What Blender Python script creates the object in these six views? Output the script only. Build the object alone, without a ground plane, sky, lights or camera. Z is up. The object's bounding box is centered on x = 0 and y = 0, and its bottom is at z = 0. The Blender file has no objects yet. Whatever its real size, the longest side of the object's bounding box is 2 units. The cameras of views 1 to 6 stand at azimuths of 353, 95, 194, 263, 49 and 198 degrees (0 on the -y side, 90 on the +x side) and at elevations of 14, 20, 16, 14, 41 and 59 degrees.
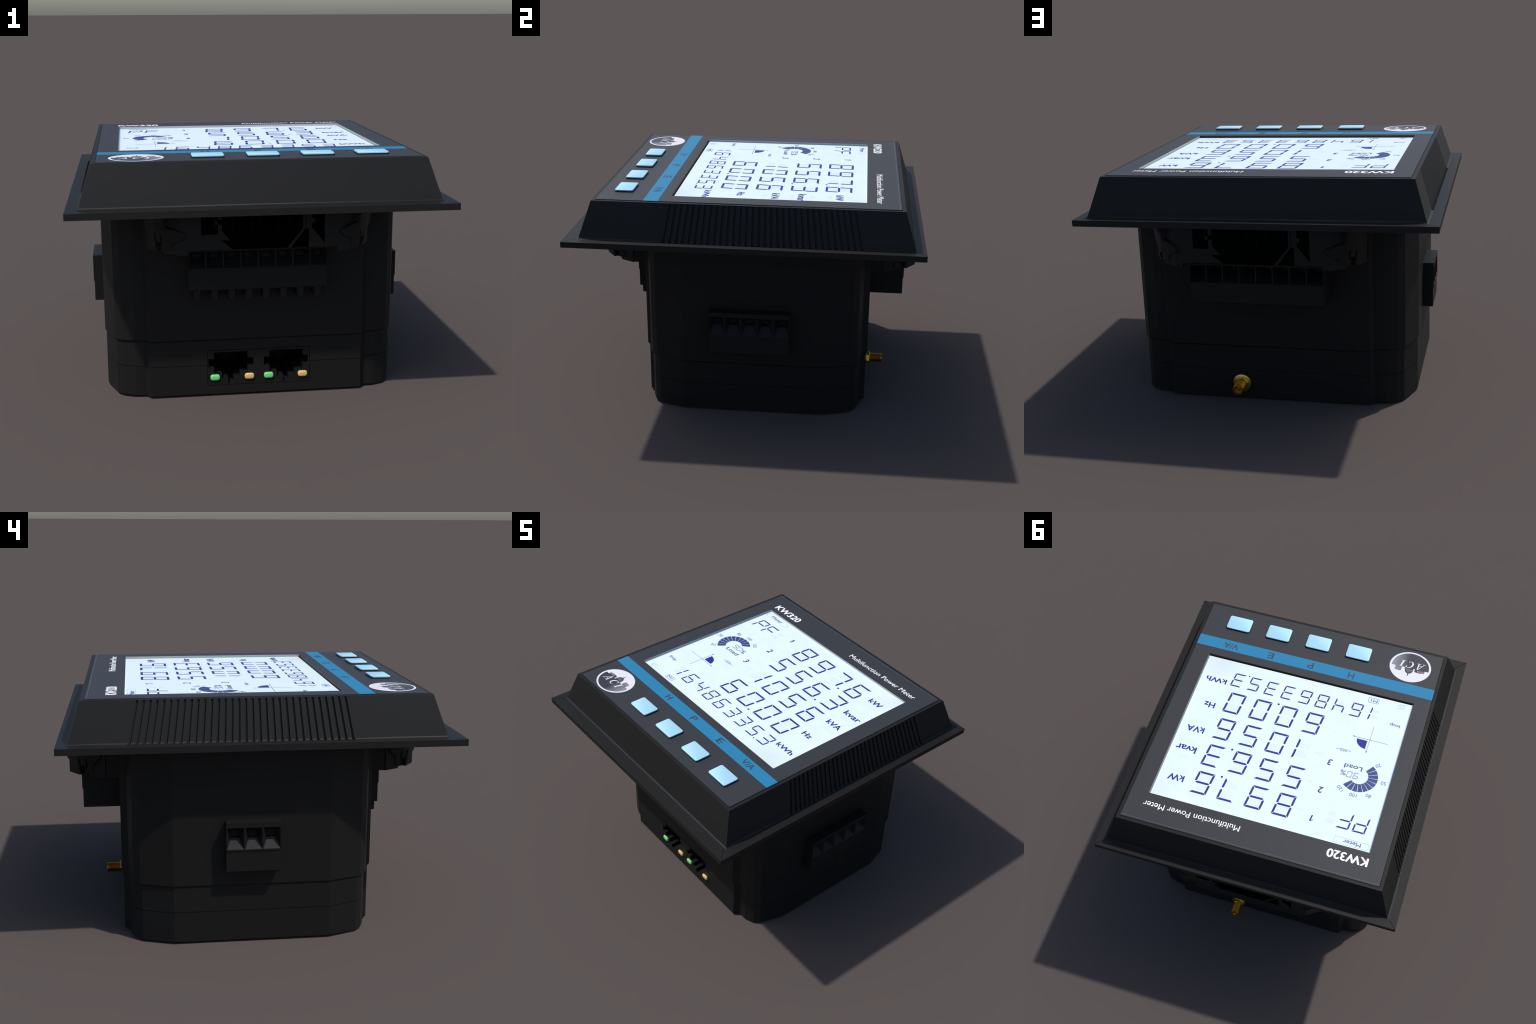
# Panel-mount multifunction power meter lying face up: bezel with ribbed flanks,
# bright LCD, four keys, terminal blocks, network jacks, antenna socket, clips.
import bpy, bmesh, math, random
from mathutils import Vector, Matrix

random.seed(7)
YC = 0.0415                      # body centre line in y
SC = bpy.context.scene.collection

# ------------------------------------------------------------------ materials
def srgb(r, g, b):
    f = lambda c: (c / 255 / 12.92) if c <= 10 else ((c / 255 + 0.055) / 1.055) ** 2.4
    return (f(r), f(g), f(b), 1)

def material(name, color, rough=0.5, spec=0.5, metal=0.0, grain=0.0, scale=60.0, emit=0.0, coat=0.0, bump=0.0):
    m = bpy.data.materials.new(name)
    m.use_nodes = True
    nt = m.node_tree
    b = nt.nodes["Principled BSDF"]
    b.inputs["Roughness"].default_value = rough
    b.inputs["Specular IOR Level"].default_value = spec
    b.inputs["Metallic"].default_value = metal
    b.inputs["Coat Weight"].default_value = coat
    col = color if len(color) == 4 else (*color, 1)
    tc = nt.nodes.new("ShaderNodeTexCoord")
    no = nt.nodes.new("ShaderNodeTexNoise")
    no.inputs["Scale"].default_value = scale
    no.inputs["Detail"].default_value = 4
    nt.links.new(tc.outputs["Object"], no.inputs["Vector"])
    rp = nt.nodes.new("ShaderNodeValToRGB")
    lo = [c * (1 - grain) for c in col[:3]]
    hi = [min(1, c * (1 + grain)) for c in col[:3]]
    rp.color_ramp.elements[0].position = 0.3
    rp.color_ramp.elements[1].position = 0.7
    rp.color_ramp.elements[0].color = (*lo, 1)
    rp.color_ramp.elements[1].color = (*hi, 1)
    nt.links.new(no.outputs["Fac"], rp.inputs["Fac"])
    nt.links.new(rp.outputs["Color"], b.inputs["Base Color"])
    if emit:
        nt.links.new(rp.outputs["Color"], b.inputs["Emission Color"])
        b.inputs["Emission Strength"].default_value = emit
    if bump:
        bp = nt.nodes.new("ShaderNodeBump")
        bp.inputs["Strength"].default_value = bump
        bp.inputs["Distance"].default_value = 0.002
        nt.links.new(no.outputs["Fac"], bp.inputs["Height"])
        nt.links.new(bp.outputs["Normal"], b.inputs["Normal"])
    return m

M_BEZEL = material("bezel_plastic", (0.0130, 0.0129, 0.0127), 0.54, 0.24, grain=0.05, scale=300, bump=0.03)
M_BODY = material("housing_plastic", (0.0125, 0.0124, 0.0120), 0.48, 0.18, grain=0.06, scale=260, bump=0.03)
M_TERM = material("terminal_plastic", (0.0125, 0.0124, 0.0122), 0.45, 0.18, grain=0.05, scale=260)
M_BASE = material("base_plate_black", (0.003, 0.003, 0.004), 0.7, 0.1)
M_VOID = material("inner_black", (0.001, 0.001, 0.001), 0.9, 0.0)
M_FACE = material("faceplate_film", (0.034, 0.036, 0.041), 0.56, 0.42, grain=0.03, scale=500)
M_LINE = material("edge_line", (0.11, 0.12, 0.14), 0.4)
M_BLUE = material("blue_stripe_ink", (0.022, 0.225, 0.42), 0.6, 0.3, grain=0.03, scale=400)
M_INK = material("dark_ink", (0.045, 0.05, 0.065), 0.5)
M_WHITE = material("white_ink", (1.0, 1.0, 1.0), 0.5)
M_LOGOW = material("emblem_white", (0.82, 0.81, 0.87), 0.5)
M_KEY = material("key_blue", (0.47, 0.81, 0.98), 0.42, 0.4)
M_KEYDARK = material("key_collar_dark", (0.008, 0.012, 0.015), 0.5)
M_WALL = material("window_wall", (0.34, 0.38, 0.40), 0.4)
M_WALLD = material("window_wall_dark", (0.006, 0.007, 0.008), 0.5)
M_SEG = material("lcd_ink", (0.022, 0.027, 0.285), 0.55, 0.35)
M_SEGL = material("lcd_ink_pale", (0.11, 0.15, 0.40), 0.45)
M_GHOST = material("lcd_ghost", (0.725, 0.835, 0.925), 0.4, 0.3, emit=0.06)
M_FAINT = material("lcd_ink_faint", (0.40, 0.50, 0.68), 0.45)
M_GREEN = material("lamp_green", (0.22, 0.78, 0.25), 0.22, 0.5)
M_AMBER = material("lamp_amber", (0.83, 0.56, 0.21), 0.22, 0.5)
M_GOLD = material("gold_plate", (0.85, 0.55, 0.12), 0.3, 0.5, metal=1.0, grain=0.08, scale=80)
M_GOLDD = material("gold_plate_thread", (0.55, 0.25, 0.02), 0.4, 0.5, metal=1.0, grain=0.1, scale=80)


Z_LCD = 1.2667
def lcd_material():
    m = material("lcd_screen", (0.80, 0.91, 0.96), 0.4, 0.3, emit=0.06)
    nt = m.node_tree
    rp = next(n for n in nt.nodes if n.type == "VALTORGB")
    no = next(n for n in nt.nodes if n.type == "TEX_NOISE")
    no.inputs["Scale"].default_value = 9
    no.inputs["Detail"].default_value = 8
    no.inputs["Roughness"].default_value = 0.7
    rp.color_ramp.elements[0].color = (0.745, 0.875, 0.95, 1)
    rp.color_ramp.elements[1].color = (0.805, 0.935, 0.98, 1)
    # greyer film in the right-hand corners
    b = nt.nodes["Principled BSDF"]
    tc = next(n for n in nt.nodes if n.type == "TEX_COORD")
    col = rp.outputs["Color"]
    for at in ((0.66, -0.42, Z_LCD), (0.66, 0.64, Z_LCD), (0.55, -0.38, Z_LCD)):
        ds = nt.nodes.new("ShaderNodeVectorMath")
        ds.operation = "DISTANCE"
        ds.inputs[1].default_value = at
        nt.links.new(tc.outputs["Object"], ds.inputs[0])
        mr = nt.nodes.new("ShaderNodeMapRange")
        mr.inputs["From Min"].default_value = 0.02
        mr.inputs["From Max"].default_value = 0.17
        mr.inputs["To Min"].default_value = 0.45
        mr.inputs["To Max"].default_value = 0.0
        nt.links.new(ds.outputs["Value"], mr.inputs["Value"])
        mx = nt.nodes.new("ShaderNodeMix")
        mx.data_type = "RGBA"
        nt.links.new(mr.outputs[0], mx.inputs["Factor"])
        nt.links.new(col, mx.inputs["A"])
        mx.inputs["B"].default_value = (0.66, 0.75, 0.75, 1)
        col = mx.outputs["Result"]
    nt.links.new(col, b.inputs["Base Color"])
    nt.links.new(col, b.inputs["Emission Color"])
    return m
M_LCD = lcd_material()


def emblem_dark_material():
    # dark field that fades to grey toward the right-hand end
    m = material("emblem_dark", (0.045, 0.047, 0.052), 0.4)
    nt = m.node_tree
    b = nt.nodes["Principled BSDF"]
    tc = next(n for n in nt.nodes if n.type == "TEX_COORD")
    sx = nt.nodes.new("ShaderNodeSeparateXYZ")
    nt.links.new(tc.outputs["Object"], sx.inputs[0])
    mr = nt.nodes.new("ShaderNodeMapRange")
    mr.inputs["From Min"].default_value = -0.575
    mr.inputs["From Max"].default_value = -0.475
    nt.links.new(sx.outputs["X"], mr.inputs["Value"])
    rp = nt.nodes.new("ShaderNodeValToRGB")
    rp.color_ramp.elements[0].color = (0.042, 0.044, 0.05, 1)
    rp.color_ramp.elements[1].color = (0.30, 0.30, 0.32, 1)
    nt.links.new(mr.outputs[0], rp.inputs["Fac"])
    nt.links.new(rp.outputs["Color"], b.inputs["Base Color"])
    return m
M_LOGOD = emblem_dark_material()

# -------------------------------------------------------------------- helpers
ROOT = bpy.data.objects.new("power_meter", None)
SC.objects.link(ROOT)
ROOT["label"] = "black panel power meter with bright digital display and terminals"
ROOT["category"] = "electric meter"


def add(name, mesh, mat, parent=ROOT, loc=None):
    ob = bpy.data.objects.new(name, mesh)
    SC.objects.link(ob)
    ob.parent = parent
    if mat is not None and not mesh.materials:
        mesh.materials.append(mat)
    if loc:
        ob.location = loc
    return ob


class Build:
    """collects polygons, then makes one mesh"""
    def __init__(self):
        self.v, self.f, self.mi = [], [], []

    def face(self, *pts, m=0):
        n = len(self.v)
        self.v += [tuple(p) for p in pts]
        self.f.append(list(range(n, n + len(pts))))
        self.mi.append(m)

    def box(self, x0, x1, y0, y1, z0, z1, m=0):
        c = [(x, y, z) for z in (z0, z1) for y in (y0, y1) for x in (x0, x1)]
        for q in ((0, 2, 3, 1), (4, 5, 7, 6), (0, 1, 5, 4), (2, 6, 7, 3), (0, 4, 6, 2), (1, 3, 7, 5)):
            self.face(*[c[i] for i in q], m=m)

    def prism(self, ring, z0, z1, m=0, caps=True):
        k = len(ring)
        for i in range(k):
            a, b = ring[i], ring[(i + 1) % k]
            self.face((*a, z0), (*b, z0), (*b, z1), (*a, z1), m=m)
        if caps:
            self.face(*[(*p, z1) for p in ring], m=m)
            self.face(*[(*p, z0) for p in reversed(ring)], m=m)

    def mesh(self, name, mats, weld=True, smooth=None, bevel=0.0, segs=2):
        me = bpy.data.meshes.new(name)
        me.from_pydata(self.v, [], self.f)
        for i, p in enumerate(me.polygons):
            p.material_index = self.mi[i]
        for mt in (mats if isinstance(mats, (list, tuple)) else [mats]):
            me.materials.append(mt)
        bm = bmesh.new()
        bm.from_mesh(me)
        if weld:
            bmesh.ops.remove_doubles(bm, verts=bm.verts, dist=1e-5)
        bmesh.ops.recalc_face_normals(bm, faces=bm.faces)
        if bevel:
            es = [e for e in bm.edges if len(e.link_faces) == 2 and e.calc_face_angle(0) > 0.5]
            bmesh.ops.bevel(bm, geom=es, offset=bevel, segments=segs, profile=0.5, affect="EDGES", clamp_overlap=True)
        bm.to_mesh(me)
        bm.free()
        if smooth:
            me.shade_smooth()
            me.set_sharp_from_angle(angle=math.radians(smooth))
        return me


def flat_mesh(name, polys, z0, z1, mat):
    """flat printed marks: polygons with a hair of thickness"""
    b = Build()
    for ring in polys:
        b.prism(ring, z0, z1)
    return b.mesh(name, mat, weld=False)


def text_mesh(name, body, mat, box, z, bold=0.0, shear=0.0, angle=0.0, center=None, height=None, thick=0.0006, spacing=1.0, keep=False):
    """lettering in the built-in font, scaled into box=(x0,x1,y0,y1), or set by centre and height"""
    cu = bpy.data.curves.new(name, "FONT")
    cu.body = body
    cu.size = 1
    cu.shear = shear
    cu.space_character = spacing
    cu.resolution_u = 4
    ob = bpy.data.objects.new(name, cu)
    SC.objects.link(ob)
    dg = bpy.context.evaluated_depsgraph_get()
    me = bpy.data.meshes.new_from_object(ob.evaluated_get(dg))
    me.materials.clear()
    bpy.data.objects.remove(ob)
    bpy.data.curves.remove(cu)
    xs = [v.co.x for v in me.vertices]
    ys = [v.co.y for v in me.vertices]
    x0, x1, y0, y1 = min(xs), max(xs), min(ys), max(ys)
    if box:
        sx, sy = (box[1] - box[0]) / (x1 - x0), (box[3] - box[2]) / (y1 - y0)
        cx, cy = (box[0] + box[1]) / 2, (box[2] + box[3]) / 2
    else:
        sx = sy = height / (y1 - y0)
        cx, cy = center
    ca, sa = math.cos(angle), math.sin(angle)
    for v in me.vertices:
        x, y = (v.co.x - (x0 + x1) / 2) * sx, (v.co.y - (y0 + y1) / 2) * sy
        v.co = (cx + x * ca - y * sa, cy + x * sa + y * ca, z)
    bm = bmesh.new()
    bm.from_mesh(me)
    base = list(bm.faces)
    if bold:
        d = bold * sx
        for k, (ox, oy) in enumerate(((-d, 0), (d, 0), (0, -d * .6), (0, d * .6))):
            r = bmesh.ops.duplicate(bm, geom=base)
            bmesh.ops.translate(bm, verts=[g for g in r["geom"] if isinstance(g, bmesh.types.BMVert)], vec=(ox, oy, .00006 * (k + 1)))
    r = bmesh.ops.extrude_face_region(bm, geom=list(bm.faces))
    bmesh.ops.translate(bm, verts=[g for g in r["geom"] if isinstance(g, bmesh.types.BMVert)], vec=(0, 0, thick))
    bmesh.ops.recalc_face_normals(bm, faces=bm.faces)
    bm.to_mesh(me)
    bm.free()
    me.materials.append(mat)
    return me

# -------------------------------------------------------------- bezel, flange
FX, FY0, FY1 = 0.934, -1.0, 0.990            # flange outline
BX, BY0, BY1 = 0.870, -0.9135, 0.9325        # foot of the sloped flanks
TX, TY0, TY1 = 0.8095, -0.851, 0.872         # top rim
Z_FB, Z_FT, Z_FOOT, Z_RIM = 1.039, 1.0715, 1.0800, 1.2762
PX0, PX1, PY0, PY1 = -0.787, 0.787, -0.831, 0.850   # faceplate
Z_P = 1.2797
WX0, WX1, WY0, WY1 = -0.6835, 0.6785, -0.428, 0.661  # display window
Z_L = 1.2667


def flange():
    b = Build()
    # core plate and four mitred rails with hairline gaps at the corners
    b.box(-FX + .004, FX - .004, FY0 + .004, FY1 - .004, Z_FB + .002, Z_FT - .004)
    g = 0.0016
    inx, iy0, iy1 = 0.80, -0.86, 0.86
    o = [(-FX, FY0), (FX, FY0), (FX, FY1), (-FX, FY1)]
    i = [(-inx, iy0), (inx, iy0), (inx, iy1), (-inx, iy1)]
    for k in range(4):
        a, c = Vector(o[k]), Vector(o[(k + 1) % 4])
        e, d = Vector(i[k]), Vector(i[(k + 1) % 4])
        t = (c - a).normalized()
        a2, c2, e2, d2 = a + t * g, c - t * g, e + t * g, d - t * g
        b.prism([tuple(a2), tuple(c2), tuple(d2), tuple(e2)], Z_FB, Z_FT)
    return b.mesh("flange", M_BEZEL, weld=False)


def bezel():
    b = Build()
    CH = 0.0135                                # foot chamfer reach
    def flank(axis, sgn, grooves):
        # local frame: w along the edge, (p, z) across it
        if axis == "x":
            top, foot = TX, BX
            wt, wf = (TY0, TY1), (BY0, BY1)
            mk = lambda p, w, z: (sgn * p, w, z)
        else:
            top, foot = (TY1, BY1) if sgn > 0 else (-TY0, -BY0)
            wt, wf = (-TX, TX), (-BX, BX)
            mk = lambda p, w, z: (w, sgn * p, z)
        wc = (wf[0] - CH, wf[1] + CH)
        dp, dz = foot - top, Z_FOOT - Z_RIM
        L = math.hypot(dp, dz)
        nrm = (-dz / L, dp / L)                # outward (p, z)
        def S(t, u):                           # u: 0..1 along the edge
            w = (1 - t) * (wt[0] + u * (wt[1] - wt[0])) + t * (wf[0] + u * (wf[1] - wf[0]))
            return top + dp * t, w, Z_RIM + dz * t
        def C(u):
            return foot + CH, wc[0] + u * (wc[1] - wc[0]), Z_FT + .0003
        NF = 5
        def Q(k, u):                           # concave fillet between flank and flange
            a, c = S(1, u), C(u)
            g = (a[2] - c[2]) * -dp / dz
            m = (a[0] + g, a[1] + (c[1] - a[1]) * .3, c[2])
            return tuple((1 - k) ** 2 * a[i] + 2 * k * (1 - k) * m[i] + k * k * c[i] for i in range(3))
        def strip(u0, u1, t0=0.0):
            b.face(mk(*S(t0, u0)), mk(*S(t0, u1)), mk(*S(1, u1)), mk(*S(1, u0)))
            for k in range(NF):
                b.face(mk(*Q(k / NF, u0)), mk(*Q(k / NF, u1)), mk(*Q((k + 1) / NF, u1)), mk(*Q((k + 1) / NF, u0)), m=1)
        if not grooves:
            strip(0, 1)
            return
        us = []
        n = 32
        W = wt[1] - wt[0]
        for k in range(n):
            yc = -0.4065 + (0.600 + 0.4065) * k / (n - 1)
            us.append(((yc - .0056 - wt[0]) / W, (yc + .0056 - wt[0]) / W))
        t0 = 0.014
        b.face(mk(*S(0, 0)), mk(*S(0, 1)), mk(*S(t0, 1)), mk(*S(t0, 0)))
        prev = 0.0
        D = 0.009
        for a, c in us:
            strip(prev, a, t0)
            fl = lambda t, u: (lambda s: mk(s[0] - nrm[0] * D, s[1], s[2] - nrm[1] * D))(S(t, u))
            te = 1.02
            f0, f1, f2, f3 = fl(t0, a), fl(t0, c), fl(te, c), fl(te, a)
            s0, s1, s2, s3 = mk(*S(t0, a)), mk(*S(t0, c)), mk(*S(1, c)), mk(*S(1, a))
            b.face(f0, f1, f2, f3)
            b.face(s0, s1, f1, f0)
            b.face(s0, f0, f3, mk(*C(a)), s3)
            b.face(s1, s2, mk(*C(c)), f2, f1)
            b.face(f3, f2, mk(*C(c)), mk(*C(a)))
            prev = c
        strip(prev, 1, t0)
    flank("x", 1, True)
    flank("x", -1, True)
    flank("y", 1, False)
    flank("y", -1, False)
    # rim ring down to a shelf under the faceplate
    gx, gy = 0.0022, 0.0022
    o = [(-TX, TY0), (TX, TY0), (TX, TY1), (-TX, TY1)]
    i = [(PX0 - gx, PY0 - gy), (PX1 + gx, PY0 - gy), (PX1 + gx, PY1 + gy), (PX0 - gx, PY1 + gy)]
    for k in range(4):
        l = (k + 1) % 4
        b.face((*o[k], Z_RIM), (*o[l], Z_RIM), (*i[l], Z_RIM), (*i[k], Z_RIM))
        b.face((*i[k], Z_RIM), (*i[l], Z_RIM), (*i[l], 1.200), (*i[k], 1.200))
    b.face(*[(*p, 1.200) for p in i])
    me = b.mesh("bezel", [M_BEZEL, M_BEZEL])
    for p in me.polygons:                      # only the fillets shade smooth
        p.use_smooth = p.material_index == 1
    return me


add("flange", flange(), None)
add("bezel", bezel(), None)


def faceplate():
    b = Build()
    o = [(PX0, PY0), (PX1, PY0), (PX1, PY1), (PX0, PY1)]
    i = [(WX0, WY0), (WX1, WY0), (WX1, WY1), (WX0, WY1)]
    for k in range(4):
        l = (k + 1) % 4
        b.face((*o[k], Z_P), (*o[l], Z_P), (*i[l], Z_P), (*i[k], Z_P))
        b.face((*o[k], 1.2625), (*o[l], 1.2625), (*o[l], Z_P), (*o[k], Z_P))
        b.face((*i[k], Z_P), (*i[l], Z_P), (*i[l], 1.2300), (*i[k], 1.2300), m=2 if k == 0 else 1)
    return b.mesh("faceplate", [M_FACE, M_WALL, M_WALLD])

FACE = add("faceplate", faceplate(), None)
E0 = 0.0004
def rect(x0, x1, y0, y1):
    return [(x0, y0), (x1, y0), (x1, y1), (x0, y1)]
add("blue_stripe", flat_mesh("blue_stripe", [rect(PX0, PX1, -0.5652, -0.4830)], Z_P - .001, Z_P + E0, M_BLUE), None, FACE)
add("edge_line", flat_mesh("edge_line", [rect(PX0, PX1, 0.8375, 0.8395)], Z_P - .001, Z_P + .0002, M_WALLD), None, FACE)
add("edge_line", flat_mesh("edge_line", [rect(PX0, PX1, 0.8395, 0.8420)], Z_P - .001, Z_P + .0004, M_LINE), None, FACE)  # pale strip drawn as the groove's highlight, beside its dark line
add("title_lettering", text_mesh("title_lettering", "Multifunction Power Meter", M_WHITE, (0.083, 0.686, 0.7165, 0.7545), Z_P - .0002, bold=0.006), None, FACE)
add("model_lettering", text_mesh("model_lettering", "KW320", M_WHITE, (-0.687, -0.4465, 0.7005, 0.7535), Z_P - .0002, bold=0.035), None, FACE)
ZS = Z_P + E0
for s, bx in (("H", (-0.2695, -0.2305, -0.5435, -0.4985)), ("P", (0.0025, 0.0405, -0.5465, -0.5005)),
              ("E", (0.2715, 0.3115, -0.5465, -0.5015)), ("V/A", (0.5150, 0.6105, -0.5450, -0.5020))):
    add("key_label", text_mesh("key_label", s, M_INK, bx, ZS - .0002, bold=0.010), None, FACE)

# emblem ---------------------------------------------------------------------
EC = (-0.596, -0.698)
def ell(rx, ry, a0=0, a1=360, n=72):
    return [(EC[0] + rx * math.cos(math.radians(a0 + (a1 - a0) * k / n)), EC[1] + ry * math.sin(math.radians(a0 + (a1 - a0) * k / n))) for k in range(n + (a1 - a0 < 360))]
add("emblem", flat_mesh("emblem", [ell(0.134, 0.1185)], Z_P - .001, Z_P + .0004, M_LOGOW), None, FACE)
cut = -0.6887
a = math.degrees(math.asin((cut - EC[1]) / 0.108))
dark = [ell(0.1205, 0.108, 180 - a, 360 + a, 60)]
za, zb = Z_P + .0002, Z_P + .0008
skyline = dark + [
    rect(-0.692, -0.672, cut, -0.6685), rect(-0.672, -0.636, cut, -0.6645), rect(-0.636, -0.628, cut, -0.668),
    [(-0.618, cut), (-0.5635, cut), (-0.5635, -0.674), (-0.618, -0.674)],
    [(-0.5925 + 0.0265 * math.cos(t * math.pi / 12), -0.674 + 0.030 * math.sin(t * math.pi / 12)) for t in range(13)],
    rect(-0.5965, -0.5885, -0.646, -0.636), [(-0.5955, -0.636), (-0.5895, -0.636), (-0.5920, -0.616)],
    [(-0.5435, cut), (-0.5015, cut), (-0.5015, -0.660), (-0.5055, -0.655), (-0.5395, -0.655), (-0.5435, -0.660)],
]
add("emblem_skyline", flat_mesh("emblem_skyline", skyline, za, zb, M_LOGOD), None, FACE)
zc, zd = Z_P + .0006, Z_P + .0012
lines = [rect(-0.688 + k * .0065, -0.6855 + k * .0065, -0.683, -0.671 + .0008 * k) for k in range(7)]
lines += [rect(-0.538 + k * .0075, -0.5355 + k * .0075, -0.676, -0.661) for k in range(5)]
lines += [rect(-0.614, -0.567, -0.6755 + k * .0065, -0.6735 + k * .0065) if k < 1 else rect(-0.5925 - .021 + .004 * k, -0.5925 + .021 - .004 * k, -0.6755 + k * .0065, -0.6742 + k * .0065) for k in range(4)]
lines += [[(-0.6255, -0.690), (-0.6215, -0.690), (-0.6185, -0.674), (-0.6205, -0.674)]]
add("emblem_lines", flat_mesh("emblem_lines", lines, zc, zd, material("emblem_grey", (0.42, 0.42, 0.45), 0.5)), None, FACE)
# serif italic letters A C I
def it(pts, x, y=-0.7395, h=0.0505, sl=0.26):
    return [(x + p[0] * h + sl * p[1] * h, y + p[1] * h) for p in pts]
A = [it(p, -0.686) for p in ([(-.02, 0), (.30, 0), (.30, .05), (-.02, .05)], [(.07, .04), (.14, .04), (.60, 1.02), (.52, 1.02)],
     [(.55, 0), (.98, 0), (.98, .05), (.55, .05)], [(.69, .04), (.87, .04), (.66, 1.02), (.52, 1.02)], [(.28, .32), (.74, .32), (.74, .38), (.30, .38)])]
Cring = [(0.55 + (0.46 if o else 0.30) * math.cos(math.radians(d)), 0.5 + (0.53 if o else 0.45) * math.sin(math.radians(d))) for o in (1,) for d in range(48, 316, 12)]
Cin = [(0.60 + 0.31 * math.cos(math.radians(d)), 0.5 + 0.46 * math.sin(math.radians(d))) for d in range(312, 44, -12)]
C = []
for k in range(len(Cring) - 1):
    C.append(it([Cring[k], Cring[k + 1], Cin[len(Cin) - 2 - k], Cin[len(Cin) - 1 - k]] if len(Cin) - 2 - k >= 0 else [Cring[k], Cring[k + 1], Cin[0]], -0.6235))
C.append(it([(.80, .72), (.88, .62), (.92, 1.0), (.86, 1.0)], -0.6235))
I = [it(p, -0.5590) for p in ([(0, 0), (.50, 0), (.50, .06), (0, .06)], [(.15, .05), (.36, .05), (.36, .95), (.15, .95)], [(0, .94), (.50, .94), (.50, 1), (0, 1)])]
add("emblem_letters", flat_mesh("emblem_letters", A + C + I, zc + .0003, zd + .0003, M_LOGOW), None, FACE)

# keys -------------------------------------------------------------------------
def rounded(w, h, r, n=5):
    pts = []
    for cx, cy, a0 in ((w / 2 - r, h / 2 - r, 0), (-w / 2 + r, h / 2 - r, 90), (-w / 2 + r, -h / 2 + r, 180), (w / 2 - r, -h / 2 + r, 270)):
        for k in range(n + 1):
            t = math.radians(a0 + 90 * k / n)
            pts.append((cx + r * math.cos(t), cy + r * math.sin(t)))
    return pts

def layered(levels, mat, name, smooth=40):
    b = Build()
    for (r0, z0), (r1, z1) in zip(levels, levels[1:]):
        k = len(r0)
        for i in range(k):
            j = (i + 1) % k
            b.face((*r0[i], z0), (*r0[j], z0), (*r1[j], z1), (*r1[i], z1))
    b.face(*[(*p, levels[-1][1]) for p in levels[-1][0]])
    return b.mesh(name, mat, smooth=smooth)

KEY = layered([(rounded(.156, .103, .012), 0.002), (rounded(.156, .103, .012), 0.0105), (rounded(.1555, .1025, .0115), 0.0128), (rounded(.152, .099, .010), 0.0138)], M_KEY, "key")
KEY_COLLAR = flat_mesh("key_surround", [rounded(.1595, .1065, .0135)], -0.001, 0.0072, M_KEYDARK)
for cx in (-0.2515, 0.0195, 0.2905, 0.5620):
    kb = add("key", KEY, None, ROOT, (cx, -0.7065, Z_P))
    g = add("key_surround", KEY_COLLAR, None, kb)

# display ----------------------------------------------------------------------
b = Build()
b.box(WX0 - .01, WX1 - .004, WY0 + .009, WY1 + .01, 1.2300, Z_L)
LCD = add("display_screen", b.mesh("display_screen", M_LCD), None)
add("window_edge", flat_mesh("window_edge", [rect(WX0 + .0068, WX0 + .0080, WY0, WY1)], Z_L - .0005, Z_L + .0008, M_FAINT), None, LCD)
SEGMAP = {"0": "abcdef", "1": "bc", "2": "abged", "3": "abgcd", "4": "fgbc", "5": "afgcd", "6": "afgedc", "7": "abc", "8": "abcdefg", "9": "abcdfg", "P": "abefg", "F": "aefg"}

def seven(ch, w, h, t, slant, gap):
    m = h / 2
    g = gap
    s = t
    P = {
        "a": [(g, h), (w - g, h), (w - g - s, h - t), (g + s, h - t)],
        "d": [(g + s, t), (w - g - s, t), (w - g, 0), (g, 0)],
        "g": [(g + s * .4, m), (g + s * 1.1, m + t / 2), (w - g - s * 1.1, m + t / 2), (w - g - s * .4, m), (w - g - s * 1.1, m - t / 2), (g + s * 1.1, m - t / 2)],
        "f": [(0, h - g), (t, h - g - s), (t, m + t * .75 + g), (t * .5, m + g + t * .2), (0, m + t * .6 + g)],
        "b": [(w, h - g), (w, m + t * .6 + g), (w - t * .5, m + g + t * .2), (w - t, m + t * .75 + g), (w - t, h - g - s)],
        "e": [(0, g), (0, m - t * .6 - g), (t * .5, m - g - t * .2), (t, m - t * .75 - g), (t, g + s)],
        "c": [(w, g), (w - t, g + s), (w - t, m - t * .75 - g), (w - t * .5, m - g - t * .2), (w, m - t * .6 - g)],
    }
    return [[(x + slant * (y / h), y) for x, y in P[k]] for k in SEGMAP[ch]]

ZT0, ZT1 = Z_L - .0003, Z_L + .0006
def digit(ch, x, y, w, h, t, sl, gap, mat=M_SEG, name="digit"):
    polys = [[(px + x, py + y) for px, py in ring] for ring in seven(ch, w, h, t, sl, gap)]
    add(name, flat_mesh(name, polys, ZT0, ZT1, mat), None, LCD)

def dot(x, y, r):
    add("decimal_point", flat_mesh("decimal_point", [[(x + r * math.cos(k * math.pi / 8), y + r * math.sin(k * math.pi / 8)) for k in range(16)]], ZT0, ZT1, M_SEG), None, LCD)

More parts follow.
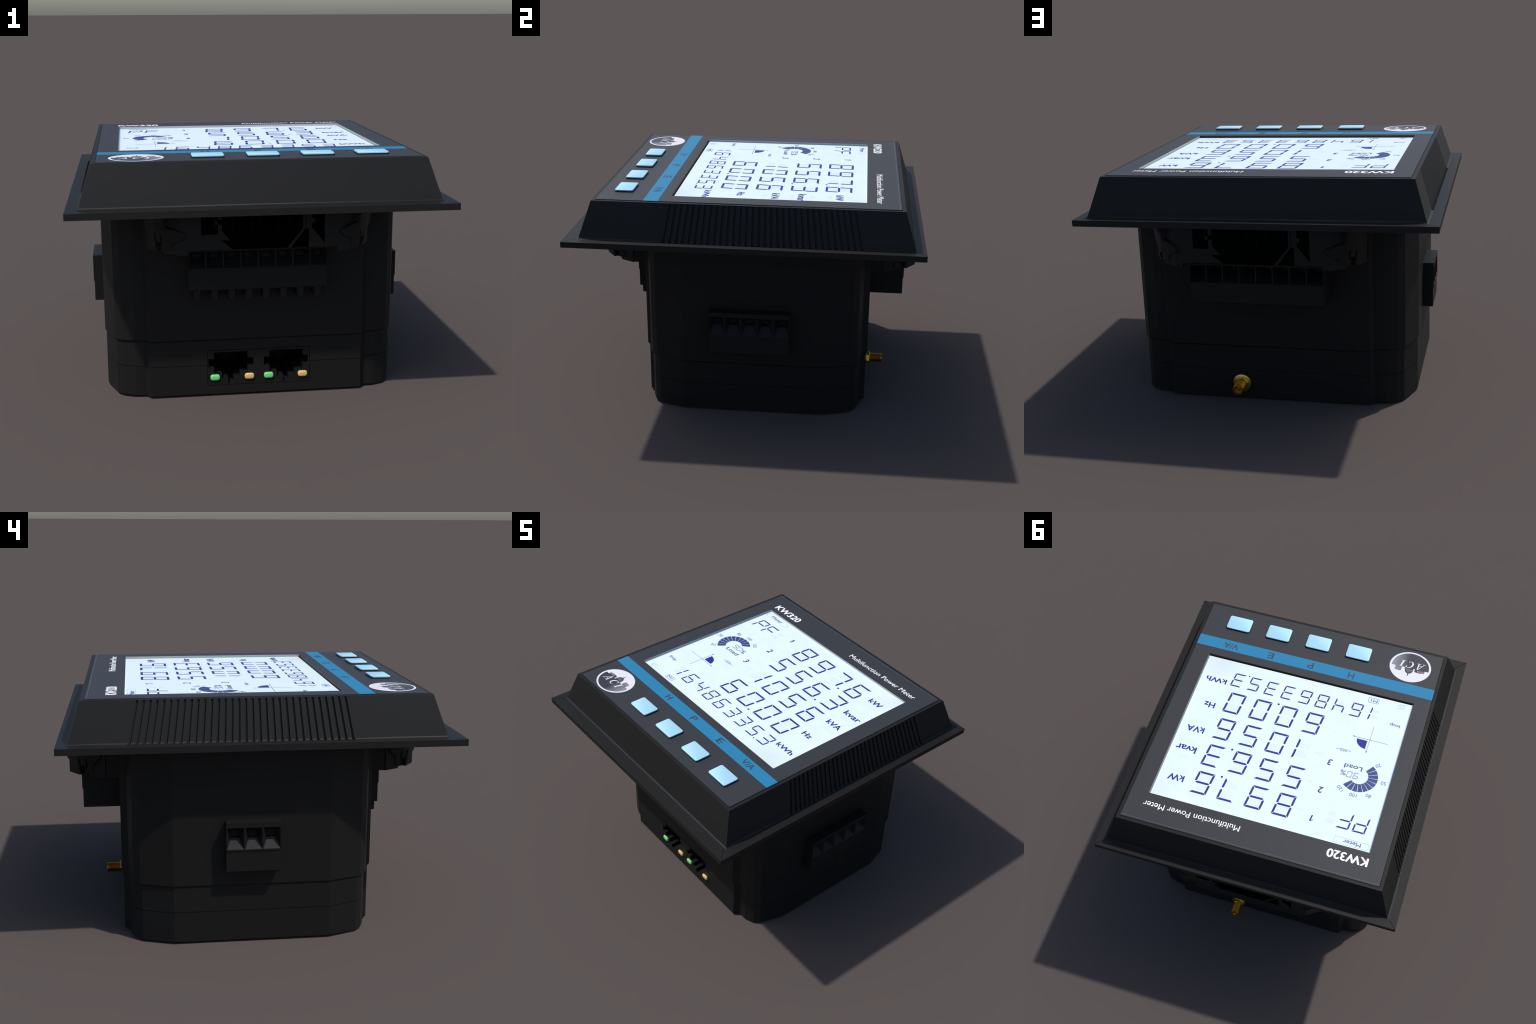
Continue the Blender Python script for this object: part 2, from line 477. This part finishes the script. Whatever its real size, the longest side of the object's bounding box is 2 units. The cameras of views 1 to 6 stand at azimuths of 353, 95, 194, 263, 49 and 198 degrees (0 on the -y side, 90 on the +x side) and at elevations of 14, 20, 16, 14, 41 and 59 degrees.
COLX = (-0.1740, -0.0025, 0.1690, 0.3400)
ghosts = []
for row, yb in (("8976", 0.4225), ("5563", 0.2225), ("1056", 0.0205), ("6000", -0.1835)):
    for ch, x in zip(row, COLX):
        digit(ch, x, yb, 0.104, 0.154, 0.0132, 0.0145, 0.0022)
        for ym in (0.022, 0.088):            # unlit ghost blocks inside each figure
            for k in range(4):
                gx = x + .022 + k * .0165 + ym * .09
                ghosts.append([(gx, yb + ym), (gx + .0095, yb + ym), (gx + .0125, yb + ym + .045), (gx + .003, yb + ym + .045)])
XS = (-0.5115, -0.3895, -0.2795, -0.1670, -0.0560, 0.0570, 0.1690, 0.2830, 0.3920)
for ch, x in zip("164863353", XS):
    digit(ch, x, -0.3350, 0.0710, 0.1025, 0.0090, 0.0115, 0.0018)
    for ym in (0.016, 0.058):
        ghosts.append([(x + .016, -0.335 + ym), (x + .055, -0.335 + ym), (x + .058, -0.335 + ym + .027), (x + .019, -0.335 + ym + .027)])
dot(0.3003, 0.4243, .0070)
dot(0.3028, 0.2226, .0070)
dot(0.1309, -0.1823, .0070)
dot(0.3740, -0.3344, .0048)
digit("P", -0.6325, 0.4385, 0.0780, 0.1115, 0.0098, 0.0115, 0.0018)
digit("F", -0.5340, 0.4385, 0.0780, 0.1115, 0.0098, 0.0115, 0.0018)
for ym in (.016, .064):
    ghosts += [[(x, .4385 + ym), (x + .045, .4385 + ym), (x + .048, .4385 + ym + .034), (x + .003, .4385 + ym + .034)] for x in (-.43, )]
for y in (0.492, 0.292, 0.090):
    ghosts.append([(-0.285 + .05, y), (-0.165 - .01, y), (-.175 - .02, y + .010), (-.235, y + .012)])
ghosts.append([(-.235, -.105), (-.19, -.105), (-.19, -.098), (-.235, -.098)])
gh = add("ghost_segments", flat_mesh("ghost_segments", ghosts, Z_L - .0003, Z_L + .0002, M_GHOST), None, LCD)
gh["kind"] = "stuff"
for s, bx in (("kW", (0.5155, 0.6140, 0.4870, 0.5295)), ("kvar", (0.5135, 0.6420, 0.2735, 0.3185)), ("kVA", (0.5155, 0.6255, 0.1245, 0.1670)),
              ("Hz", (0.5135, 0.5820, -0.0725, -0.0330)), ("kWh", (0.5020, 0.6345, -0.2645, -0.2295))):
    add("unit_label", text_mesh("unit_label", s, M_SEG, bx, ZT0, bold=0.022, thick=.0009), None, LCD)
for s, bx in (("MW", (0.535, 0.615, 0.440, 0.470)), ("MVar", (0.535, 0.64, 0.225, 0.255)), ("MVA", (0.545, 0.63, 0.072, 0.10)), ("kV", (0.545, 0.60, 0.552, 0.58)), ("kA", (0.545, 0.60, 0.345, 0.37))):
    add("ghost_label", text_mesh("ghost_label", s, M_GHOST, bx, ZT0, thick=.0005), None, LCD)
one = [(-.0030, -.0205), (.0055, -.0205), (.0105, .0205), (.0035, .0205), (-.0095, .0120), (-.0105, .0065), (.0012, .0125)]
add("phase_number", flat_mesh("phase_number", [[(x - .297, y + .5355) for x, y in one]], ZT0, ZT1, M_SEG), None, LCD)
for s, cy in (("2", 0.3360), ("3", 0.1335)):
    add("phase_number", text_mesh("phase_number", s, M_SEG, None, ZT0, bold=0.02, shear=0.15, center=(-0.295, cy), height=0.041, thick=.0009), None, LCD)

GC = (-0.4905, 0.178)
ns, aS, aE = 11, 237.0, 46.0
wedges = []
for k in range(ns):
    a0 = aS + (aE - aS) * k / ns - 0.9
    a1 = aS + (aE - aS) * (k + 1) / ns + 0.9
    q = [(a0 + (a1 - a0) * j / 4) for j in range(5)]
    wedges.append([(GC[0] + .1145 * math.cos(math.radians(t)), GC[1] + .1095 * math.sin(math.radians(t))) for t in q] +
                  [(GC[0] + .0555 * math.cos(math.radians(t)), GC[1] + .0545 * math.sin(math.radians(t))) for t in reversed(q)])
M_GAUGE = material("lcd_ink_gauge", (0.038, 0.058, 0.225), 0.45)
for wdg in wedges:
    add("gauge_bar", flat_mesh("gauge_bar", [wdg], ZT0, ZT1, M_GAUGE), None, LCD)
for s, cx, cy, ang in (("20", -.5831, .0734, 35), ("50", -.643, .1834, 0), ("80", -.5782, .2935, -8), ("100", -.4891, .3140, 0), ("120", -.4029, .2916, -38)):
    add("gauge_number", text_mesh("gauge_number", s, M_SEGL, None, ZT0, center=(cx, cy), height=0.024, angle=math.radians(ang), thick=.0009), None, LCD)
add("load_label", text_mesh("load_label", "Load", M_GAUGE, (-0.496, -0.385, 0.1135, 0.1435), ZT0, bold=0.008, thick=.0009), None, LCD)
digit("9", -0.4880, 0.1610, 0.031, 0.042, 0.0038, .004, .0012, M_SEGL)
digit("0", -0.4480, 0.1610, 0.031, 0.042, 0.0038, .004, .0012, M_SEGL)
add("percent_sign", text_mesh("percent_sign", "%", M_SEGL, (-0.4085, -0.3740, 0.1620, 0.1980), ZT0, bold=0.01, thick=.0009), None, LCD)
t = .0011
axes = [rect(-.5997, -.3800, -.0919 - t, -.0919 + t), rect(-.4868 - t, -.4868 + t, -.1923, .0020),
        [(-.3905, -.0919 - .0045), (-.3758, -.0919), (-.3905, -.0919 + .0045)], [(-.4868 - .0045, -.0060), (-.4868 + .0045, -.0060), (-.4868, .0080)]]
add("phase_axes", flat_mesh("phase_axes", axes, ZT0, ZT1, M_SEGL), None, LCD)
sector = [(-.474, -.0808)] + [(-.474 + .066 * math.cos(math.radians(d)), -.0808 + .0605 * math.sin(math.radians(d))) for d in range(0, 91, 9)]
add("phase_sector", flat_mesh("phase_sector", [sector], ZT0, ZT1, M_SEG), None, LCD)
# coil symbol: looping trochoid line swept as short quads
pts = [(-.397, .0235), (-.388, .027), (-.381, .0205)]
for k in range(0, 61):
    th = k / 60 * 3 * 2 * math.pi
    pts.append((-.375 + .0155 * th / (2 * math.pi) + .0075 * math.sin(th), .0265 - .0085 * math.cos(th)))
pts += [(-.322, .0205), (-.314, .027), (-.303, .0258)]
def polyline(points, w):
    out = []
    for p, q in zip(points, points[1:]):
        d = Vector((q[0] - p[0], q[1] - p[1]))
        if d.length < 1e-6:
            continue
        d.normalize()
        n = Vector((-d.y, d.x)) * w / 2
        e = d * w * .3
        out.append([(p[0] - n.x - e.x, p[1] - n.y - e.y), (q[0] - n.x + e.x, q[1] - n.y + e.y), (q[0] + n.x + e.x, q[1] + n.y + e.y), (p[0] + n.x - e.x, p[1] + n.y - e.y)])
    return out
add("coil_symbol", flat_mesh("coil_symbol", polyline(pts, .0020), ZT0, ZT1, M_SEGL), None, LCD)
add("import_label", text_mesh("import_label", "Imp", M_SEGL, (-0.6400, -0.5760, -0.2575, -0.2290), ZT0, bold=0.012, thick=.0009), None, LCD)
def frame(x0, x1, y0, y1, r, w):
    ring = [(x + (x0 + x1) / 2, y + (y0 + y1) / 2) for x, y in rounded(x1 - x0, y1 - y0, r)]
    return polyline(ring + [ring[0]], w)
add("meter_box", flat_mesh("meter_box", frame(-0.6660, -0.4595, 0.6065, 0.6470, .009, .0016), ZT0, ZT1, M_FAINT), None, LCD)
add("meter_label", text_mesh("meter_label", "Meter", M_SEGL, (-0.6205, -0.5140, 0.6135, 0.6390), ZT0, bold=0.012, thick=.0009), None, LCD)
add("memory_box", flat_mesh("memory_box", frame(-0.4695, -0.4030, -0.4005, -0.3655, .007, .0020) + [], ZT0, ZT1, M_SEGL), None, LCD)
add("memory_label", text_mesh("memory_label", "M1", M_SEGL, (-0.4605, -0.4190, -0.3935, -0.3725), ZT0, bold=0.008, thick=.0009), None, LCD)
pg = frame(-0.628, -0.594, -0.398, -0.370, .005, .0015) + polyline([(-.636, -.376), (-.636, -.404), (-.603, -.404)], .0015) + polyline([(-.618, -.378), (-.604, -.378)], .0015) + polyline([(-.618, -.386), (-.604, -.386)], .0015)
add("page_symbol", flat_mesh("page_symbol", pg, ZT0, ZT1, M_FAINT), None, LCD)

# ------------------------------------------------------------------- housing
def footprint(d=0.0, dy=0.0):
    q = [(0.780 + d, 0.400), (0.7245 + d, 0.5555 + dy), (0.692 + d, 0.587 + dy), (0.632, 0.6105 + dy), (0.580, 0.6130 + dy), (0.5555, 0.6465 + dy)]
    ring = q + [(-x, y) for x, y in reversed(q)]
    ring = ring + [(-x, -y) for x, y in ring]
    # the right wall stands a little further in, the back wall a little further out
    oy = 0.0015 if dy > .005 else 0.0060
    fix = lambda x, y: (x - (0.0100 if x > 0.75 else 0.003 if x > 0.7 else 0), y + YC + (oy if y > 0.58 else oy / 2 if y > 0.5 else 0))
    return [fix(x, y) for x, y in ring]

def shell(levels, name, mat, caps=True):
    b = Build()
    for (r0, z0), (r1, z1) in zip(levels, levels[1:]):
        k = len(r0)
        for i in range(k):
            j = (i + 1) % k
            b.face((*r0[i], z0), (*r0[j], z0), (*r1[j], z1), (*r1[i], z1))
    b.face(*[(*p, levels[0][1]) for p in reversed(levels[0][0])])
    b.face(*[(*p, levels[-1][1]) for p in levels[-1][0]])
    return b.mesh(name, mat)

F0 = footprint()
FIN = footprint(-0.004, -0.004)
FUP = footprint(0.0065, 0.0115)
UPPER = add("housing", shell([(FUP, 0.3150), (footprint(0.008, 0.0125), 1.0400)], "housing", M_BODY), None)
# chamfered underside of the upper shell, the middle band and the rear cap with a hairline seam
REAR = add("rear_cover", shell([(F0, 0.0100), (F0, 0.1680), (FIN, 0.1684), (FIN, 0.1712), (F0, 0.1716), (F0, 0.3040), (FUP, 0.3150)], "rear_cover", M_BODY), None)
BASE = add("shadow_gap_block", shell([(footprint(-0.08, -0.08), 0.0), (footprint(-0.08, -0.08), 0.0120)], "shadow_gap_block", M_BASE), None)  # black block, set in from the walls below the housing

def cutters(polys, y0, y1):
    """stepped socket shapes in (x, z), swept along y"""
    b = Build()
    for ring in polys:
        k = len(ring)
        for i in range(k):
            p, q = ring[i], ring[(i + 1) % k]
            b.face((p[0], y0, p[1]), (q[0], y0, q[1]), (q[0], y1, q[1]), (p[0], y1, p[1]))
        b.face(*[(p[0], y0, p[1]) for p in ring])
        b.face(*[(p[0], y1, p[1]) for p in reversed(ring)])
    return b.mesh("socket_cutter", M_VOID)

def subtract(ob, me):
    c = bpy.data.objects.new("socket_cutter", me)
    SC.objects.link(c)
    md = ob.modifiers.new("cut", "BOOLEAN")
    md.operation = "DIFFERENCE"
    md.solver = "EXACT"
    md.object = c
    dg = bpy.context.evaluated_depsgraph_get()
    new = bpy.data.meshes.new_from_object(ob.evaluated_get(dg))
    ob.modifiers.clear()
    ob.data = new
    bpy.data.objects.remove(c)

def jack_outline(cx):
    half = [(0.1180, .2040), (0.1180, .1560), (0.0885, .1560), (0.0885, .1215), (0.0485, .1215), (0.0485, .0945), (0.0152, .0945), (0.0152, .0645)]
    r = [(cx + 0.0885, .2385), (cx + 0.0885, .2040)] + [(cx + x, z) for x, z in half]
    l = [(cx - x, z) for x, z in reversed(half)] + [(cx - 0.0885, .2040), (cx - 0.0885, .2385)]
    return r + l
YF = YC - 0.6465                                # front wall plane
# shallow recess for the jack module
subtract(REAR, cutters([[(-0.2600, .0565), (0.2830, .0565), (0.2830, .2510), (-0.2600, .2510)]], YF - .02, YF + .32))
b = Build()
b.box(-0.2575, 0.2805, YF - .0005, YF + .319, .0590, .2485)
JACK = add("network_jack_module", b.mesh("network_jack_module", M_TERM), None)
subtract(JACK, cutters([jack_outline(-0.1365), jack_outline(0.1550)], YF - .02, YF + .310))
LED = layered([(rounded(.0500, .0310, .0125), -0.010), (rounded(.0500, .0310, .0125), 0.006), (rounded(.0470, .0280, .0115), 0.0095), (rounded(.0380, .0190, .008), 0.0112)], M_GREEN, "indicator_lamp", 60)
LED2 = LED.copy()
LED2.materials.clear()
LED2.materials.append(M_AMBER)
for x, me in ((-0.2203, LED), (-0.0395, LED2), (0.0625, LED), (0.2430, LED2)):
    o = add("indicator_lamp", me, None, JACK, (x, YF - .0005, 0.1022))
    o.rotation_euler = (math.radians(90), 0, 0)
# contact combs in the jacks
b = Build()
for cx in (-0.1365, 0.1550):
    for k in range(8):
        x = cx - .063 + k * .018
        b.face((x - .003, YF + .095, .236), (x + .003, YF + .095, .236), (x + .003, YF + .02, .222), (x - .003, YF + .02, .222))
        b.face((x - .003, YF + .095, .230), (x + .003, YF + .095, .230), (x + .003, YF + .02, .219), (x - .003, YF + .02, .219))
cc = add("contact_comb", b.mesh("contact_comb", M_BASE, weld=False), None, JACK)
cc["kind"] = "stuff"

# ------------------------------------------------------------ terminal blocks
def terminal_block(n, w, depth, zb, zlip, zct, zt, inner=0.45, step=0.004):
    """local frame: x along the wall, front at y=-depth, back at y=0"""
    b = Build()
    x0, x1 = -w / 2, w / 2
    f = -depth
    fl = f + step
    b.face((x0, 0, zb), (x0, 0, zt), (x0, f, zt), (x0, f, zlip), (x0, fl, zlip - .002), (x0, fl, zb + .004), (x0, fl + .003, zb))
    b.face((x1, 0, zb), (x1, 0, zt), (x1, f, zt), (x1, f, zlip), (x1, fl, zlip - .002), (x1, fl, zb + .004), (x1, fl + .003, zb))
    b.face((x0, 0, zt), (x1, 0, zt), (x1, f, zt), (x0, f, zt))
    b.face((x0, 0, zb), (x1, 0, zb), (x1, fl + .003, zb), (x0, fl + .003, zb))
    b.face((x0, fl + .003, zb), (x1, fl + .003, zb), (x1, fl, zb + .004), (x0, fl, zb + .004))
    b.face((x0, fl, zb + .004), (x1, fl, zb + .004), (x1, fl, zlip - .002), (x0, fl, zlip - .002))
    b.face((x0, fl, zlip - .002), (x1, fl, zlip - .002), (x1, f, zlip), (x0, f, zlip))
    zc0 = zlip + .008
    b.face((x0, f, zlip), (x1, f, zlip), (x1, f, zc0), (x0, f, zc0))
    b.face((x0, f, zct), (x1, f, zct), (x1, f, zt), (x0, f, zt))
    p = w / n
    wall = .0032
    d2 = f + inner * depth if depth > .12 else f + .038
    for k in range(n):
        a, c = x0 + k * p + wall, x0 + (k + 1) * p - wall
        b.face((a - wall, f, zc0), (a, f, zc0), (a, f, zct), (a - wall, f, zct))
        b.face((c, f, zc0), (c + wall, f, zc0), (c + wall, f, zct), (c, f, zct))
        m = (a + c) / 2
        ia, ic = m - .021, m + .021
        iz0 = zc0 + .46 * (zct - zc0)
        iz1 = zct - .22 * (zct - zc0)
        o = [(a, f, zc0), (c, f, zc0), (c, f, zct), (a, f, zct)]
        i = [(ia, d2, iz0), (ic, d2, iz0), (ic, d2, iz1), (ia, d2, iz1)]
        for q in range(4):
            r = (q + 1) % 4
            b.face(o[q], o[r], i[r], i[q])
        j = [(x, d2 + .02, z) for x, _, z in i]
        for q in range(4):
            r = (q + 1) % 4
            b.face(i[q], i[r], j[r], j[q])
        b.face(*j)
    return b

def place(me, name, x, y, rot):
    o = add(name, me, None, ROOT, (x, y, 0))
    o.rotation_euler = (0, 0, rot)
    return o

XW = 0.7865
place(terminal_block(3, 0.2735, 0.0600, 0.3995, 0.5110, 0.6310, 0.6560).mesh("terminal_block", M_TERM), "terminal_block", -XW, 0.0443, -math.pi / 2)
place(terminal_block(5, 0.4600, 0.0650, 0.4005, 0.5110, 0.6275, 0.6535).mesh("terminal_block", M_TERM), "terminal_block", XW - 0.0100, 0.0275, math.pi / 2)
YW = 0.6585
FRONT8 = place(terminal_block(8, 0.7030, 0.7465 - YW, 0.6020, 0.7080, 0.8030, 0.8118).mesh("terminal_block", M_TERM), "terminal_block", -0.003, YC - YW, 0.0)
BACK8 = place(terminal_block(8, 0.7030, 0.8585 - YW, 0.6200, 0.7230, 0.8240, 0.8328).mesh("terminal_block", M_TERM), "terminal_block", -0.003, YC + YW, math.pi)
b = Build()
b.prism([(x * .021, y * .021 - 0.000) for x, y in ((-1, 3.6), (-1, -.55), (-.7, -1), (.7, -1), (1, -.55), (1, 3.6))], 0, 0.055)
SLEEVE = b.mesh("screw_sleeve", M_TERM)
for k in range(8):
    o = add("screw_sleeve", SLEEVE, None, FRONT8, (-0.3525 + .0440 + k * .0879, -(0.733 - YW) + .0210, 0.5495))
    o.scale = (1, 1.0, 1)
# ---------------------------------------------------------- antenna connector
def ringpts(r, n, ph=0.0):
    return [(r * math.cos(ph + 2 * math.pi * k / n), r * math.sin(ph + 2 * math.pi * k / n)) for k in range(n)]
def lathe(profile, n, name, mat, smooth=35):
    b = Build()
    rings = [[(*p, z) for p in ringpts(r, n)] for r, z in profile]
    for r0, r1 in zip(rings, rings[1:]):
        for i in range(n):
            j = (i + 1) % n
            b.face(r0[i], r0[j], r1[j], r1[i])
    b.face(*rings[-1])
    return b.mesh(name, mat, smooth=smooth)
YB = YC + 0.6505
ANT = add("antenna_connector", lathe([(0.050, 0.0), (0.050, 0.0065), (0.0475, 0.008), (0.027, 0.008)], 40, "antenna_connector", M_GOLD), None, ROOT, (0.1537, YB + .0095, 0.0950))
ANT.rotation_euler = (-math.pi / 2, 0, 0)
b = Build()
b.prism(ringpts(0.0395, 6, math.radians(15)), 0.008, 0.0265)
add("hex_nut", b.mesh("hex_nut", M_GOLD, bevel=.0015, segs=1), None, ANT)
prof = [(0.0285, 0.02)]
zz = 0.0275
for k in range(12):
    prof += [(0.0262, zz), (0.0292, zz + .0030)]
    zz += .0060
prof += [(0.0285, 0.1015), (0.0235, 0.1025), (0.0215, 0.090), (0.006, 0.088)]
add("threaded_barrel", lathe(prof, 36, "threaded_barrel", M_GOLDD, 25), None, ANT)
add("center_pin", lathe([(0.0055, 0.086), (0.0055, 0.101), (0.0006, 0.1085)], 16, "center_pin", M_GOLD), None, ANT)
b = Build()
b.box(-.05, .05, -.05, .05, -.012, 0)
ANT.location.y = YB + 0.0055

# -------------------------------------------------------------- mounting clips
PATH = [(0.557, 0.655), (0.557, 0.7315), (0.508, 0.8175), (0.471, 0.8640), (0.397, 0.9170), (0.300, 0.9170)]
SEGL = [math.dist(p, q) for p, q in zip(PATH, PATH[1:])]
TOT = sum(SEGL)
ZC0, ZC1 = 0.829, 1.0400

def on_path(s):
    s = max(0.0, min(TOT, s))
    for k, l in enumerate(SEGL):
        if s <= l or k == len(SEGL) - 1:
            f = s / l
            p, q = Vector(PATH[k]), Vector(PATH[k + 1])
            return p.lerp(q, f)
        s -= l

def frame_at(s):
    p = on_path(s)
    d = (on_path(s + .02) - on_path(s - .02)).normalized()
    return p, Vector((d.y, -d.x))

def smooth01(a, c, x):
    t = max(0, min(1, (x - a) / (c - a)))
    return t * t * (3 - 2 * t)

SC0 = 0.197
PAD_IN = [(1.05, .050), (.968, .050), (.962, .060), (.950, .120), (.940, .148), (.925, .152), (.905, .138), (.898, .118), (.888, .090), (.878, .080), (.850, .077), (.846, .0)]
PAD_OUT = [(1.05, .085), (.995, .090), (.975, .105), (.960, .110), (.935, .105), (.915, .085), (.900, .066), (.885, .058), (.850, .055), (.846, .0)]
def pad_edge(tab, z):
    if z >= tab[0][0]:
        return tab[0][1]
    for (z0, w0), (z1, w1) in zip(tab, tab[1:]):
        if z <= z0 and z >= z1:
            return w0 + (w1 - w0) * (z0 - z) / max(1e-6, z0 - z1)
    return 0.0

def clip_offset(s, z):
    d = 0.0
    ds = s - SC0
    lim = pad_edge(PAD_IN if ds > 0 else PAD_OUT, z)
    inside = smooth01(-.003, .003, lim - abs(ds)) if lim > 0 else 0
    bulge = 0.009 + 0.018 * smooth01(.86, 1.0, z)
    d += inside * (bulge * (1 - 0.35 * min(1, abs(ds) / .15)) + 0.026 * max(0.0, (z - .985) / .055))
    # two curved slots and the small wedge opening below them
    for sg in (1, -1):
        c = sg * (0.0185 - 0.010 * smooth01(.915, .88, z) * 0 + (0.004 if z > .9 else 0.004 * smooth01(.86, .9, z)))
        hw = .0028 if z > .885 else .0028 + (.885 - z) * .10
        if .862 < z < .920:
            d -= 0.030 * (1 - smooth01(hw * .6, hw * 1.5, abs(ds - c)))
    if z < .885 and abs(ds) < .008 + (.885 - z) * .45:
        d -= 0.022 * smooth01(.885, .872, z)
    # gap between side cheek and the clip
    if s < 0.072:
        d -= 0.006
    return d

def clip(sx, sy):
    b = Build()
    ns, nz = 150, 76
    grid = []
    for i in range(ns + 1):
        s = TOT * i / ns
        p, n = frame_at(s)
        col = []
        for j in range(nz + 1):
            z = ZC0 + (ZC1 - ZC0) * j / nz
            q = p + n * clip_offset(s, z)
            if p.x < 0.362 and z < 0.852:
                z = 0.852
            col.append((sx * q.x, YC + sy * q.y, z))
        grid.append(col)
    back = []
    for i in range(ns + 1):
        p, n = frame_at(TOT * i / ns)
        q = p - n * 0.036
        back.append((sx * q.x, YC + sy * q.y))
    for i in range(ns):
        for j in range(nz):
            b.face(grid[i][j], grid[i + 1][j], grid[i + 1][j + 1], grid[i][j + 1])
        b.face((*back[i], grid[i][0][2]), (*back[i + 1], grid[i + 1][0][2]), grid[i + 1][0], grid[i][0])
        b.face((*back[i], grid[i][0][2]), (*back[i + 1], grid[i + 1][0][2]), (*back[i + 1], ZC1), (*back[i], ZC1))
    for i in (0, ns):
        b.face((*back[i], ZC0), (*back[i], ZC1), grid[i][nz], grid[i][0])
    me = b.mesh("mounting_clip", M_BODY, smooth=30)
    return add("mounting_clip", me, None)

for sx in (1, -1):
    for sy in (1, -1):
        clip(sx, sy)

def opening(sy):
    """bay between two clips, closed near the front: left plate, slanted rib, gusset, thin bars, black plate just behind the front
    local u runs to the right when facing the bay"""
    U = lambda u: -u if sy > 0 else u
    Y = lambda y: YC + sy * y
    def plate(b, ring, y0, y1):
        k = len(ring)
        for i in range(k):
            p, q = ring[i], ring[(i + 1) % k]
            b.face((U(p[0]), Y(y0), p[1]), (U(q[0]), Y(y0), q[1]), (U(q[0]), Y(y1), q[1]), (U(p[0]), Y(y1), p[1]))
        b.face(*[(U(p[0]), Y(y1), p[1]) for p in ring])
        b.face(*[(U(p[0]), Y(y0), p[1]) for p in ring])
    b = Build()
    plate(b, [(-.305, .8525), (-.147, .8525), (-.149, .8535), (-.205, .8965), (-.305, .8965)], .900, .9155)
    plate(b, [(-.305, .8965), (-.1617, .8975), (-.2, .945), (-.2, 1.0), (-.22, 1.0), (-.22, .9275), (-.305, .9275)], .900, .9155)
    plate(b, [(-.22, .975), (-.2, .975), (-.2, 1.039), (-.22, 1.039)], .900, .9155)
    plate(b, [(-.236, .975), (-.222, .975), (-.222, .993), (-.236, .993)], .900, .9155)
    plate(b, [(.1165, .8525), (.135, .8525), (.205, .9440), (.205, 1.039), (.193, 1.039), (.193, .9450)], .895, .9150)
    plate(b, [(.208, .945), (.236, .945), (.236, 1.039), (.208, 1.039)], .900, .9155)
    plate(b, [(.222, .8525), (.315, .8525), (.240, .945), (.222, .945)], .900, .9165)
    plate(b, [(.237, .972), (.250, .972), (.250, .993), (.237, .993)], .900, .9155)
    add("clip_bridge", b.mesh("clip_bridge", M_BODY, weld=False), None)
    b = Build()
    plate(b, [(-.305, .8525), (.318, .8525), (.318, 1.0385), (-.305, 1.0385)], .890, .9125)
    add("bay_black_plate", b.mesh("bay_black_plate", M_VOID, weld=False), None)
    b = Build()
    for k in range(13):
        u = -.285 + k * .045
        if -.24 < u < -.19 or .18 < u < .25:
            continue
        plate(b, [(u, .948), (u + .0035, .948), (u + .0035, .978), (u, .978)], .905, .9135)
        plate(b, [(u, .996), (u + .0035, .996), (u + .0035, 1.038), (u, 1.038)], .905, .9135)
    o = add("thin_bar_row", b.mesh("thin_bar_row", M_BASE, weld=False), None)
    o["kind"] = "stuff"

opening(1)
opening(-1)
